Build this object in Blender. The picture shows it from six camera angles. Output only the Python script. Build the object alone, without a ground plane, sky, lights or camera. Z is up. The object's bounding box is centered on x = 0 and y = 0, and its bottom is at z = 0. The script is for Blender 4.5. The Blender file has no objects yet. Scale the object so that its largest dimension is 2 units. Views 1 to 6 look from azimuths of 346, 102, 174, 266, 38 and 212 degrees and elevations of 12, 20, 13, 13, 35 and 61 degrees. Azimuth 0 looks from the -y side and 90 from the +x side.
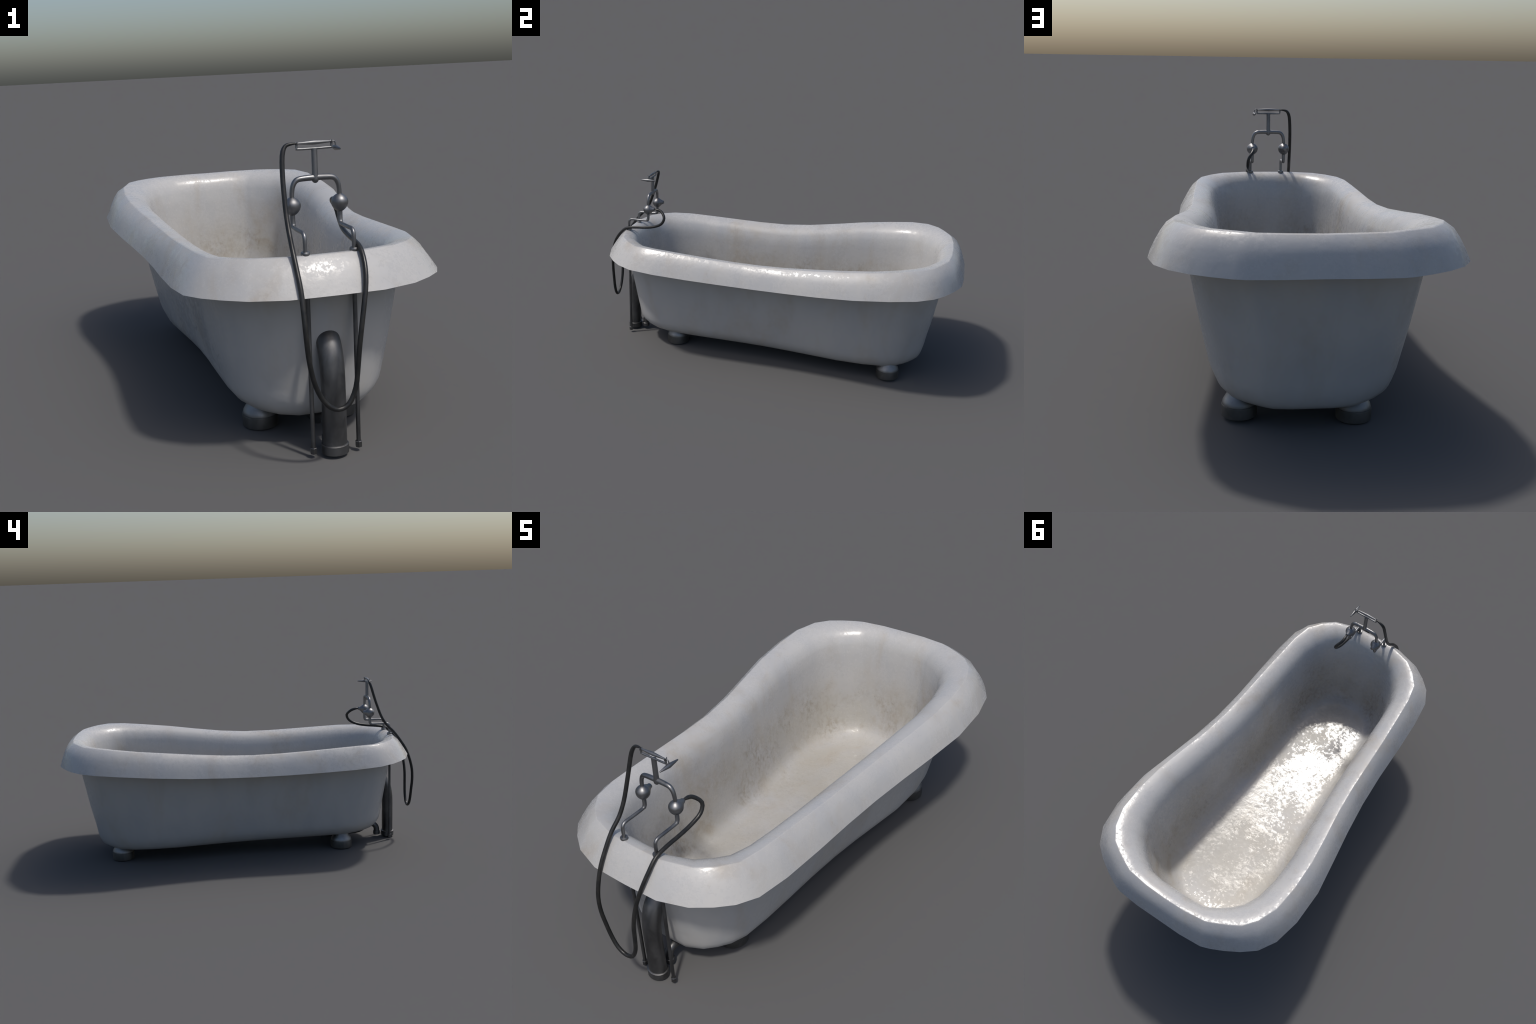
# Clawless roll-top bathtub with telephone tap, hand shower, hose and waste pipes.
import bpy, math, random
from mathutils import Vector, Matrix

random.seed(7)
SCENE = bpy.context.scene


# ------------------------------------------------------------------ materials
class Nodes:
    def __init__(self, name):
        self.mat = bpy.data.materials.new(name)
        self.mat.use_nodes = True
        self.nt = self.mat.node_tree
        self.nt.nodes.clear()
        self.out = self.add("ShaderNodeOutputMaterial")
        self.bsdf = self.add("ShaderNodeBsdfPrincipled")
        self.link(self.bsdf.outputs[0], self.out.inputs[0])
        self.obj = self.add("ShaderNodeTexCoord").outputs["Object"]

    def add(self, kind, **props):
        n = self.nt.nodes.new(kind)
        for k, v in props.items():
            setattr(n, k, v)
        return n

    def link(self, a, b):
        self.nt.links.new(a, b)

    def mapping(self, scale=(1, 1, 1), loc=(0, 0, 0), rot=(0, 0, 0)):
        m = self.add("ShaderNodeMapping")
        m.inputs["Scale"].default_value = scale
        m.inputs["Location"].default_value = loc
        m.inputs["Rotation"].default_value = rot
        self.link(self.obj, m.inputs["Vector"])
        return m.outputs[0]

    def noise(self, vec, scale, detail=8.0, rough=0.6, distort=0.0):
        n = self.add("ShaderNodeTexNoise")
        n.inputs["Scale"].default_value = scale
        n.inputs["Detail"].default_value = detail
        n.inputs["Roughness"].default_value = rough
        n.inputs["Distortion"].default_value = distort
        self.link(vec, n.inputs["Vector"])
        return n.outputs["Fac"]

    def ramp(self, fac, lo, hi, a=0.0, b=1.0):
        m = self.add("ShaderNodeMapRange", interpolation_type="SMOOTHSTEP")
        m.inputs["From Min"].default_value = lo
        m.inputs["From Max"].default_value = hi
        m.inputs["To Min"].default_value = a
        m.inputs["To Max"].default_value = b
        self.link(fac, m.inputs["Value"])
        return m.outputs[0]

    def math(self, op, a, b=None):
        m = self.add("ShaderNodeMath", operation=op)
        for i, v in enumerate((a, b)):
            if v is None:
                continue
            if isinstance(v, (int, float)):
                m.inputs[i].default_value = v
            else:
                self.link(v, m.inputs[i])
        return m.outputs[0]

    def mix(self, fac, a, b):
        m = self.add("ShaderNodeMix", data_type="RGBA")
        ins = [s for s in m.inputs if s.type == "RGBA"]
        for s, v in zip(ins, (a, b)):
            if isinstance(v, tuple):
                s.default_value = (*v, 1)
            else:
                self.link(v, s)
        if isinstance(fac, (int, float)):
            m.inputs[0].default_value = fac
        else:
            self.link(fac, m.inputs[0])
        return [o for o in m.outputs if o.type == "RGBA"][0]

    def set(self, name, v):
        s = self.bsdf.inputs[name]
        if isinstance(v, (int, float)):
            s.default_value = v
        elif isinstance(v, tuple):
            s.default_value = (*v, 1)
        else:
            self.link(v, s)

    def bump(self, height, strength, distance):
        b = self.add("ShaderNodeBump")
        b.inputs["Strength"].default_value = strength
        b.inputs["Distance"].default_value = distance
        self.link(height, b.inputs["Height"])
        self.link(b.outputs[0], self.bsdf.inputs["Normal"])


def enamel(name, inside, clouds, gloss):
    """Old white enamel: chalky blotches, tan stains, patches where the gloss is worn."""
    n = Nodes(name)
    plain = n.mapping()
    streak = n.mapping(scale=(1.0, 1.0, 0.42))
    white = (0.420, 0.414, 0.404)
    cool = (0.388, 0.389, 0.392)
    tan = (0.350, 0.310, 0.258)
    brown = (0.225, 0.190, 0.138)
    # cool / neutral mottling
    c = n.mix(n.ramp(n.noise(streak, 8, 6, 0.55, 0.3), 0.36, 0.72), white, cool)
    # faint tan clouds
    cloud = n.math("MULTIPLY", n.ramp(n.noise(streak, 5.5, 8, 0.60, 0.5), 0.46, 0.74),
                   n.ramp(n.noise(plain, 22, 5, 0.55), 0.22, 0.70, 0.25, 1.0))
    c = n.mix(n.math("MULTIPLY", cloud, clouds), c, tan)
    if inside:
        sep = n.add("ShaderNodeSeparateXYZ")
        n.link(n.obj, sep.inputs[0])
        z = sep.outputs["Z"]
        # bath water left its grime on the lower half of the bowl
        soak = n.ramp(z, 0.56, 0.30)
        film = n.ramp(n.noise(plain, 3.2, 6, 0.6, 0.4), 0.30, 0.62)
        c = n.mix(n.math("MULTIPLY", n.math("MULTIPLY", soak, film), 0.55), c, (0.368, 0.348, 0.300))
        # tide-mark scum: fine curly brown scratches in drifts
        drift = n.ramp(n.noise(n.mapping(loc=(0.35, 1.3, 2.2)), 4.0, 5, 0.6, 0.6), 0.38, 0.68)
        fine = n.ramp(n.noise(n.mapping(scale=(1, 1, 0.6)), 62, 5, 0.65, 0.5), 0.40, 0.70)
        wall = n.math("MULTIPLY", n.ramp(z, 0.50, 0.34), n.ramp(z, 0.150, 0.20, 0.22, 1.0))
        grime = n.math("MULTIPLY", n.math("MULTIPLY", drift, fine), wall)
        c = n.mix(n.math("MULTIPLY", grime, 0.80), c, brown)
        soft = n.math("MULTIPLY", n.ramp(n.noise(plain, 6.0, 9, 0.68, 0.5), 0.52, 0.74), wall)
        c = n.mix(n.math("MULTIPLY", soft, 0.6), c, (0.280, 0.232, 0.168))
        # small dark pits scattered over the bottom
        pits = n.math("MULTIPLY", n.ramp(n.noise(n.mapping(loc=(5, 5, 5)), 95, 3, 0.5), 0.66, 0.74),
                      n.ramp(n.noise(n.mapping(loc=(2, 7, 1)), 7, 4, 0.6), 0.45, 0.65))
        c = n.mix(n.math("MULTIPLY", n.math("MULTIPLY", pits, soak), 0.6), c, (0.20, 0.18, 0.15))
    n.set("Base Color", c)
    worn = n.noise(n.mapping(loc=(3.1, 1.7, 0.4)), 56, 13, 0.78, 0.12)
    broad = n.noise(n.mapping(loc=(8.0, 2.0, 5.0)), 4.0, 4, 0.55)
    mask = n.ramp(n.math("ADD", n.math("MULTIPLY", worn, 0.62), n.math("MULTIPLY", broad, 0.38)), 0.490, 0.510)
    rough = n.add("ShaderNodeMapRange")
    rough.inputs["To Min"].default_value = gloss
    rough.inputs["To Max"].default_value = 0.46
    n.link(mask, rough.inputs["Value"])
    n.set("Roughness", rough.outputs[0])
    n.set("IOR", 1.5)
    # grain on top of shallow uneven dents
    dents = n.math("MULTIPLY", n.noise(n.mapping(loc=(1.0, 4.0, 2.0)), 17, 3, 0.5), 1.6)
    n.bump(n.math("ADD", dents, n.math("MULTIPLY", n.noise(plain, 60, 5, 0.6), 0.4)), 0.16, 0.005)
    return n.mat


def steel(name, base, dark, rough_lo, rough_hi):
    n = Nodes(name)
    v = n.mapping(scale=(1, 1, 0.6))
    cloud = n.ramp(n.noise(v, 16, 8, 0.6, 0.5), 0.36, 0.66)
    n.set("Base Color", n.mix(cloud, base, dark))
    n.set("Metallic", 1.0)
    n.set("Roughness", n.ramp(n.noise(v, 22, 8, 0.65), 0.35, 0.65, rough_lo, rough_hi))
    n.bump(n.noise(v, 90, 4, 0.6), 0.05, 0.002)
    return n.mat


def rubber(name):
    n = Nodes(name)
    v = n.mapping()
    n.set("Base Color", n.mix(n.ramp(n.noise(v, 30, 6, 0.6), 0.4, 0.65), (0.012, 0.0125, 0.013), (0.022, 0.0215, 0.0205)))
    n.set("Roughness", n.ramp(n.noise(v, 24, 6, 0.6), 0.35, 0.65, 0.30, 0.42))
    n.set("Specular IOR Level", 0.38)
    n.bump(n.noise(v, 120, 4, 0.6), 0.06, 0.002)
    return n.mat


ENAMEL = enamel("worn_white_enamel", False, 0.75, 0.25)
SHELL = enamel("plain_white_enamel", False, 0.50, 0.28)
BOWL = enamel("stained_bowl_enamel", True, 0.75, 0.235)
TAP = steel("dull_tap_metal", (0.240, 0.242, 0.247), (0.180, 0.181, 0.185), 0.40, 0.54)
PIPE = steel("dark_pipe_metal", (0.165, 0.165, 0.167), (0.115, 0.115, 0.117), 0.44, 0.58)
FOOT = steel("foot_metal", (0.27, 0.27, 0.274), (0.21, 0.21, 0.213), 0.44, 0.56)  # same metal: cup tinted paler for sky reflection, PAD darkened for reflected ground
PAD = steel("foot_pad_metal", (0.145, 0.143, 0.139), (0.10, 0.099, 0.096), 0.54, 0.66)
HOSE = rubber("black_hose_rubber")


# ------------------------------------------------------------------ mesh tools
def make(name, verts, faces, mat, parent, normals=None, angle=None):
    me = bpy.data.meshes.new(name)
    me.from_pydata([tuple(v) for v in verts], [], faces)
    me.materials.append(mat)
    me.validate()
    me.update()
    for p in me.polygons:
        p.use_smooth = True
    if angle is not None:
        me.set_sharp_from_angle(angle=math.radians(angle))
    if normals is not None:
        me.normals_split_custom_set_from_vertices([tuple(n) for n in normals])
    ob = bpy.data.objects.new(name, me)
    SCENE.collection.objects.link(ob)
    if parent is not None:
        ob.parent = parent
    return ob


def empty(name, parent=None):
    ob = bpy.data.objects.new(name, None)
    SCENE.collection.objects.link(ob)
    if parent is not None:
        ob.parent = parent
    return ob


def spline(pts, steps):
    """Catmull-Rom through the given points (any dimension)."""
    pts = [Vector(p) for p in pts]
    ext = [2 * pts[0] - pts[1]] + pts + [2 * pts[-1] - pts[-2]]
    out = []
    for i in range(len(pts) - 1):
        a, b, c, d = ext[i:i + 4]
        for k in range(steps):
            u = k / steps
            out.append(0.5 * (2 * b + (c - a) * u + (2 * a - 5 * b + 4 * c - d) * u * u
                              + (3 * b - a - 3 * c + d) * u ** 3))
    out.append(pts[-1])
    return out


def tube(name, path, radii, mat, parent, sides=16, squash=None, twist=0.0, angle=50):
    """Swept round pipe with capped ends; squash scales x about the path's x."""
    path = [Vector(p) for p in path]
    if isinstance(radii, (int, float)):
        radii = [radii] * len(path)
    tang = []
    for i in range(len(path)):
        a = path[max(i - 1, 0)]
        b = path[min(i + 1, len(path) - 1)]
        tang.append((b - a).normalized())
    up = Vector((1, 0, 0)) if abs(tang[0].x) < 0.9 else Vector((0, 1, 0))
    u = (up - tang[0] * up.dot(tang[0])).normalized()
    verts, faces = [], []
    for i, (p, t, r) in enumerate(zip(path, tang, radii)):
        u = (u - t * u.dot(t)).normalized()
        w = t.cross(u)
        for k in range(sides):
            th = twist + 2 * math.pi * k / sides
            off = (u * math.cos(th) + w * math.sin(th)) * r
            if squash:
                off.x *= squash
            verts.append(p + off)
    for i in range(len(path) - 1):
        for k in range(sides):
            a, b = i * sides + k, i * sides + (k + 1) % sides
            faces.append((a, b, b + sides, a + sides))
    faces.append(tuple(reversed(range(sides))))
    e = (len(path) - 1) * sides
    faces.append(tuple(range(e, e + sides)))
    return make(name, verts, faces, mat, parent, angle=angle)


def lathe(name, profile, base, axis, mat, parent, sides=24, angle=40, twist=0.0, squash=None):
    """Turned part: (distance along axis, radius) pairs about an axis from base."""
    base, axis = Vector(base), Vector(axis).normalized()
    path = [base + axis * d for d, _ in profile]
    up = Vector((1, 0, 0)) if abs(axis.x) < 0.9 else Vector((0, 1, 0))
    u = (up - axis * up.dot(axis)).normalized()
    w = axis.cross(u)
    verts, faces = [], []
    for p, (_, r) in zip(path, profile):
        for k in range(sides):
            th = twist + 2 * math.pi * k / sides
            off = (u * math.cos(th) + w * math.sin(th)) * max(r, 1e-5)
            if squash:
                off.x *= squash
            verts.append(p + off)
    for i in range(len(profile) - 1):
        for k in range(sides):
            a, b = i * sides + k, i * sides + (k + 1) % sides
            faces.append((a, b, b + sides, a + sides))
    faces.append(tuple(reversed(range(sides))))
    e = (len(profile) - 1) * sides
    faces.append(tuple(range(e, e + sides)))
    return make(name, verts, faces, mat, parent, angle=angle)


# ------------------------------------------------------------------ tub
tub = empty("bathtub")
tub["label"] = "worn white freestanding bathtub with telephone tap and black shower hose"
tub["category"] = "bathtub"

# half outlines, tap end (-y) to back end (+y); mirrored in x
LIP = [(0, -.957, .526), (.145, -.954, .526), (.255, -.918, .526), (.323, -.870, .526), (.375, -.818, .525),
       (.413, -.741, .520), (.429, -.605, .513), (.435, -.423, .507), (.438, -.236, .503), (.449, -.055, .504),
       (.470, .116, .511), (.498, .290, .523), (.527, .473, .541), (.527, .651, .557), (.503, .780, .565),
       (.457, .861, .568), (.395, .911, .567), (.330, .949, .567), (.271, .977, .567), (.232, .991, .568),
       (.121, 1.0, .569), (0, 1.0, .570)]
CREST = [(0, -.880, .634), (.115, -.878, .634), (.225, -.845, .633), (.283, -.798, .631), (.331, -.736, .628),
         (.350, -.640, .627), (.358, -.520, .622), (.367, -.370, .615), (.373, -.210, .609), (.380, -.055, .608),
         (.394, .090, .616), (.420, .256, .633), (.440, .403, .651), (.447, .553, .667), (.438, .684, .682),
         (.404, .779, .690), (.357, .839, .690), (.305, .870, .691), (.245, .900, .691), (.210, .914, .690),
         (.107, .927, .690), (0, .930, .689)]
LIP = [Vector(p) for p in LIP]
CREST = [Vector(p) for p in CREST]
NH = len(LIP)


def along(i):
    """0 at the tap end, 1 at the back end."""
    y0, y1 = LIP[0].y, LIP[-1].y
    return (LIP[i].y - y0) / (y1 - y0)


def level(y0, y1, a, b, z0, z1, waist=0.0):
    """A ring of the basin: the lip's plan squeezed to y0..y1 and to a..b of its width."""
    ring = []
    for i in range(NH):
        t = along(i)
        w = a + (b - a) * t - waist * math.exp(-((t - .58) / .24) ** 2)
        ring.append(Vector((LIP[i].x * w, y0 + (y1 - y0) * t, z0 + (z1 - z0) * t)))
    return ring


def lerp(r, s, t):
    return [p.lerp(q, t) for p, q in zip(r, s)]


def lift(r, dz):
    return [p + Vector((0, 0, dz)) for p in r]


def outward(i):
    a, b = LIP[max(i - 1, 0)], LIP[min(i + 1, NH - 1)]
    d = (b - a)
    return Vector((d.y, -d.x, 0)).normalized() if 0 < i < NH - 1 else Vector((0, -1 if i == 0 else 1, 0))


def bulge(r, d):
    """Swell a ring of the roll-top: outwards and up."""
    return [p + (outward(i) * .75 + Vector((0, 0, .7))) * d * (.45 + .65 * along(i)) for i, p in enumerate(r)]


def close_ring(half, skew=0.0):
    """Mirror a half outline; skew leans the tap end of the ring to -x."""
    ring = half + [Vector((-p.x, p.y, p.z)) for p in half[-2:0:-1]]
    return [p + Vector((skew * min(1.0, max(0.0, .5 - p.y)), 0, 0)) for p in ring]


def loft(rings, floor=False):
    n = len(rings[0])
    verts = [v for r in rings for v in r]
    faces = []
    for i in range(len(rings) - 1):
        for k in range(n):
            a, b = i * n + k, i * n + (k + 1) % n
            faces.append((a, b, b + n, a + n))
    if floor:
        mid = sum(rings[-1], Vector()) / n
        verts.append(mid)
        c = len(verts) - 1
        s = (len(rings) - 1) * n
        for k in range(n):
            faces.append((s + k, s + (k + 1) % n, c))
    return verts, faces


def vertex_normals(verts, faces):
    acc = [Vector() for _ in verts]
    for f in faces:
        p = [verts[i] for i in f]
        nrm = (p[1] - p[0]).cross(p[2] - p[0]) if len(p) == 3 else (p[2] - p[0]).cross(p[3] - p[1])
        for i in f:
            acc[i] += nrm
    return [a.normalized() if a.length else Vector((0, 0, 1)) for a in acc]


# inner bowl
WALL = level(-.806, .848, .628, .640, 0, 0)
for i in range(NH):
    WALL[i].z = CREST[i].z - .080


def shoulder(t, drop):
    ring = lerp(CREST, WALL, t)
    for i in range(NH):
        ring[i].z = CREST[i].z - drop
    return ring


top_rings = [CREST, shoulder(.24, .0025), shoulder(.48, .0105), shoulder(.69, .0240), shoulder(.86, .0455)]
wall_keys = [WALL,
             level(-.793, .830, .598, .613, .420, .440),
             level(-.773, .812, .566, .580, .290, .300),
             level(-.750, .788, .532, .543, .205, .206),
             level(-.716, .748, .474, .478, .165, .163),
             level(-.657, .680, .378, .365, .152, .149),
             level(-.420, .460, .140, .140, .147, .144)]


def smooth_rings(keys, steps):
    cols = [spline([k[i] for k in keys], steps) for i in range(len(keys[0]))]
    return [[c[j] for c in cols] for j in range(len(cols[0]))]


outer_top = [LIP, bulge(lerp(LIP, CREST, .25), .008), bulge(lerp(LIP, CREST, .5), .0125),
             bulge(lerp(LIP, CREST, .75), .0122), lerp(LIP, CREST, .97)]
top_rings[0] = lerp(CREST, top_rings[1], .11)
inner_rings = top_rings + smooth_rings(wall_keys, 3)
shell = [close_ring(r, -.005) for r in outer_top + top_rings] + [close_ring(r, -.006) for r in inner_rings[len(top_rings):]]
N = len(shell[0])
verts, faces = loft(shell, floor=True)
# the roll-top breaks at its crest: skirt and top keep normals of their own, joined by a thin arris
k = len(outer_top)
skirt = vertex_normals(verts, [f for f in faces if max(f) < k * N])
top = vertex_normals(verts, [f for f in faces if min(f) >= k * N])
normals = skirt[:k * N] + top[k * N:]
cut = k + len(top_rings)              # ring where the roll-top turns into the bowl

# underside of the roll-top
TOP = level(-.868, .912, .750, .770, .540, .585, -.015)
under_rings = [close_ring(r, -.005) for r in (LIP, lift(lerp(LIP, TOP, .25), .004), TOP)]
uv_, uf_ = loft(under_rings)
un_ = [-n for n in vertex_normals(uv_, uf_)]
uf_ = [tuple(reversed(f)) for f in uf_]

rim_v = verts[:(cut + 1) * N]
rim_f = [f for f in faces if max(f) < (cut + 1) * N]
rim_n = normals[:(cut + 1) * N]
off = len(rim_v)
make("rim", rim_v + uv_, rim_f + [tuple(i + off for i in f) for f in uf_], ENAMEL, tub, rim_n + un_)
s = cut * N
make("bowl", verts[s:], [tuple(i - s for i in f) for f in faces if min(f) >= s], BOWL, tub, normals[s:])

# outer basin
outer_keys = [TOP,
              level(-.862, .904, .746, .758, .515, .555, -.016),
              level(-.846, .882, .708, .718, .405, .433, -.018),
              level(-.828, .861, .672, .676, .296, .311, -.014),
              level(-.813, .840, .633, .642, .208, .213, -.008),
              level(-.800, .826, .593, .611, .140, .138, -.002),
              level(-.766, .804, .502, .566, .096, .090, .002),
              level(-.712, .773, .415, .505, .081, .074, .003),
              level(-.632, .702, .315, .408, .073, .066),
              level(-.420, .480, .130, .160, .071, .064)]
ob_rings = [close_ring(r, -.006) for r in smooth_rings(outer_keys, 3)]
bv, bf = loft(ob_rings, floor=True)
bf = [tuple(reversed(f)) for f in bf]
make("basin", bv, bf, SHELL, tub)

# ------------------------------------------------------------------ feet
cup_profile = [(.041, .0585), (.044, .0590), (.055, .0560), (.066, .0495), (.078, .0425), (.092, .037), (.125, .034)]
puck_profile = [(0.0, .0570), (.003, .0605), (.037, .0612), (.042, .0600), (.0435, .0560)]
cup = puck = None
for x, y, z in ((-.158, .690, 0), (.229, .652, .008), (-.158, -.564, 0), (.118, -.564, .002)):
    if cup is None:
        cup = foot = lathe("foot", cup_profile, (0, 0, 0), (0, 0, 1), FOOT, tub, sides=36, angle=60)
        puck = pad = lathe("foot_pad", puck_profile, (0, 0, 0), (0, 0, 1), PAD, foot, sides=36, angle=30)
    else:
        foot, pad = cup.copy(), puck.copy()
        SCENE.collection.objects.link(foot)
        SCENE.collection.objects.link(pad)
        foot.parent, pad.parent = tub, foot
    foot.location = (x, y, z)

# ------------------------------------------------------------------ tap
CX, TY = .004, -.753          # tap centre line and plane of the valves
tap = empty("telephone_tap", tub)
lathe("tap_column", [(0, .0030), (.0015, .0062), (.006, .0100), (.013, .0112), (.022, .0100), (.032, .0093), (.104, .0091)],
      (CX, TY, .8255), (0, 0, 1), TAP, tap, sides=20)
arch_half = [(.0755, .780), (.0750, .800), (.0718, .819), (.0645, .8330), (.0530, .8400), (.030, .8420), (0, .8425)]
arch = spline([(-x + CX, TY, z) for x, z in arch_half] + [(x + CX, TY, z) for x, z in arch_half[-2::-1]], 4)
mid = len(arch) // 2
tube("tap_arch", arch, [.0068 + .0028 * (1 - abs(i - mid) / mid) for i in range(len(arch))], TAP, tap, sides=14)

ball_profile = [(-.0275, .0080), (-.0210, .0165), (-.0105, .0240), (.0010, .0264), (.0110, .0244), (.0200, .0172), (.0265, .0078)]
ball_profile = [tuple(p) for p in spline([(d, r, 0) for d, r in ball_profile], 2)]
ball_profile = [(p[0], p[1]) for p in ball_profile]
for sx in (-1, 1):
    x = CX + sx * .0755
    lathe("valve_ball", ball_profile, (x, TY, .7612), (0, 0, 1), TAP, tap, sides=24, angle=80)
    lathe("valve_nozzle", [(.010, .0220), (.018, .0185), (.025, .0140), (.031, .0105), (.0375, .0092), (.0385, .0080)],
          (x, TY, .7622), (0, 1, .12), TAP, tap, sides=18, angle=50)
    legs = spline([(x, TY, .740), (x, TY, .715), (x, TY - .003, .7015), (x, TY - .014, .6965), (x, TY - .06, .6955),
                   (x, -.848, .6955), (x, -.8615, .6900), (x, -.8670, .676), (x, -.8675, .635)], 4)
    rad = [.0078 if p.y > TY - .006 else .0064 for p in legs]
    tube("tap_leg", legs, rad, TAP, tap, sides=14)
    lathe("tap_flange", [(-.006, .0128), (-.004, .0138), (.003, .0138), (.005, .0122)], (x, -.8675, .6370), (0, 0, 1), TAP,
          tap, sides=16)

# cradle on the column
cradle = tube("shower_cradle", spline([(-.0545 + CX, TY, .9440), (-.0545 + CX, TY, .9330), (-.0515 + CX, TY, .9300),
                                       (0 + CX, TY, .9295), (.0515 + CX, TY, .9300), (.0545 + CX, TY, .9330),
                                       (.0545 + CX, TY, .9440)], 3), .0038, TAP, tap, sides=12)
for sx in (-1, 1):
    for sy in (-1, 1):
        tube("cradle_prong", [(CX + sx * .0545, TY, .9415), (CX + sx * .0545, TY + sy * .0045, .9440),
                              (CX + sx * .0545, TY + sy * .0062, .9520)], [.0026, .0024, .0014], TAP, cradle, sides=8)

# ------------------------------------------------------------------ hand shower
shower = empty("hand_shower", tub)
lathe("shower_handle", [(0, .0026), (.004, .0034), (.030, .0054), (.052, .0070), (.074, .0054), (.102, .0032), (.106, .0026)],
      (CX - .053, TY, .947), (1, 0, 0), TAP, shower, sides=14)
tube("shower_neck", spline([(CX + .050, TY, .947), (CX + .058, TY, .9485), (CX + .065, TY, .9465), (CX + .0675, TY, .940),
                            (CX + .068, TY, .930)], 4), .0022, TAP, shower, sides=10)
lathe("shower_head", [(0, .0020), (.001, .0026), (.020, .0055), (.0425, .0085), (.065, .0055), (.084, .0026), (.085, .0020)],
      (CX + .067, -.7965, .9270), (0.02, 1, .01), TAP, shower, sides=14)

# ------------------------------------------------------------------ hose
hose_pts = [(-.050, -.751, .947), (-.066, -.749, .9465), (-.085, -.748, .940), (-.097, -.756, .914), (-.103, -.772, .856),
            (-.106, -.791, .798), (-.108, -.812, .744), (-.110, -.841, .696), (-.114, -.882, .654), (-.115, -.919, .604),
            (-.115, -.953, .550), (-.116, -.975, .491), (-.116, -.989, .429), (-.112, -.992, .367), (-.102, -.989, .308),
            (-.086, -.988, .256), (-.061, -.988, .214), (-.027, -.986, .193), (.008, -.985, .205), (.030, -.985, .252),
            (.038, -.986, .312), (.044, -.987, .374), (.054, -.983, .436), (.067, -.972, .497), (.081, -.953, .554),
            (.090, -.923, .603), (.093, -.883, .642), (.095, -.828, .654), (.098, -.768, .660), (.102, -.711, .671),
            (.107, -.667, .693), (.103, -.651, .727), (.083, -.672, .755), (.079, -.700, .765), (.079, -.725, .765)]
hose_path = spline(hose_pts, 3)
hr = []
for i, p in enumerate(hose_path):
    d = min(i, (len(hose_path) - 1 - i) * 2) / 3.0
    hr.append(.0026 + (.0077 - .0026) * min(1.0, max(0.0, d / 2.6)))
tube("shower_hose", hose_path, hr, HOSE, tub, sides=12, angle=70)

# ------------------------------------------------------------------ waste and supply pipes
drain = empty("overflow_pipe", tub)
dp = spline([(0, -.871, .020), (0, -.871, .120), (0, -.871, .220), (0, -.867, .275), (0, -.855, .322), (0, -.833, .356),
             (0, -.805, .374)], 5)
tube("overflow_tube", dp, .0312, PIPE, drain, sides=28, squash=1.22, angle=60)
lathe("overflow_collar", [(0, .034), (.002, .0372), (.029, .0372), (.031, .0345), (.0315, .030)], (0, -.871, .006), (0, 0, 1), PIPE,
      drain, sides=28, squash=1.16)

for sx in (-1, 1):
    x = CX + sx * .0735
    sp = tube("supply_pipe", [(x, -.8695, .020), (x, -.869, .300), (x, -.868, .610)], .0068, PIPE, tub, sides=12)
    lathe("pipe_nut", [(0, .0095), (.0015, .0108), (.0185, .0108), (.020, .0095)], (x, -.8695, .011), (0, 0, 1), PIPE, sp,
          sides=6, angle=20, twist=.3)

trap = empty("waste_trap", tub)
tp = spline([(0, -.806, .022), (0, -.806, .044), (0, -.801, .062), (0, -.788, .075), (0, -.768, .078), (0, -.735, .066),
             (0, -.700, .047), (0, -.660, .041), (0, -.600, .042), (0, -.555, .048), (0, -.530, .064), (0, -.525, .090)], 5)
tube("trap_pipe", tp, .0165, PIPE, trap, sides=18)
lathe("trap_collar", [(0, .0185), (.0015, .0202), (.020, .0202), (.022, .0180)], (0, -.806, .014), (0, 0, 1), PIPE, trap, sides=20)
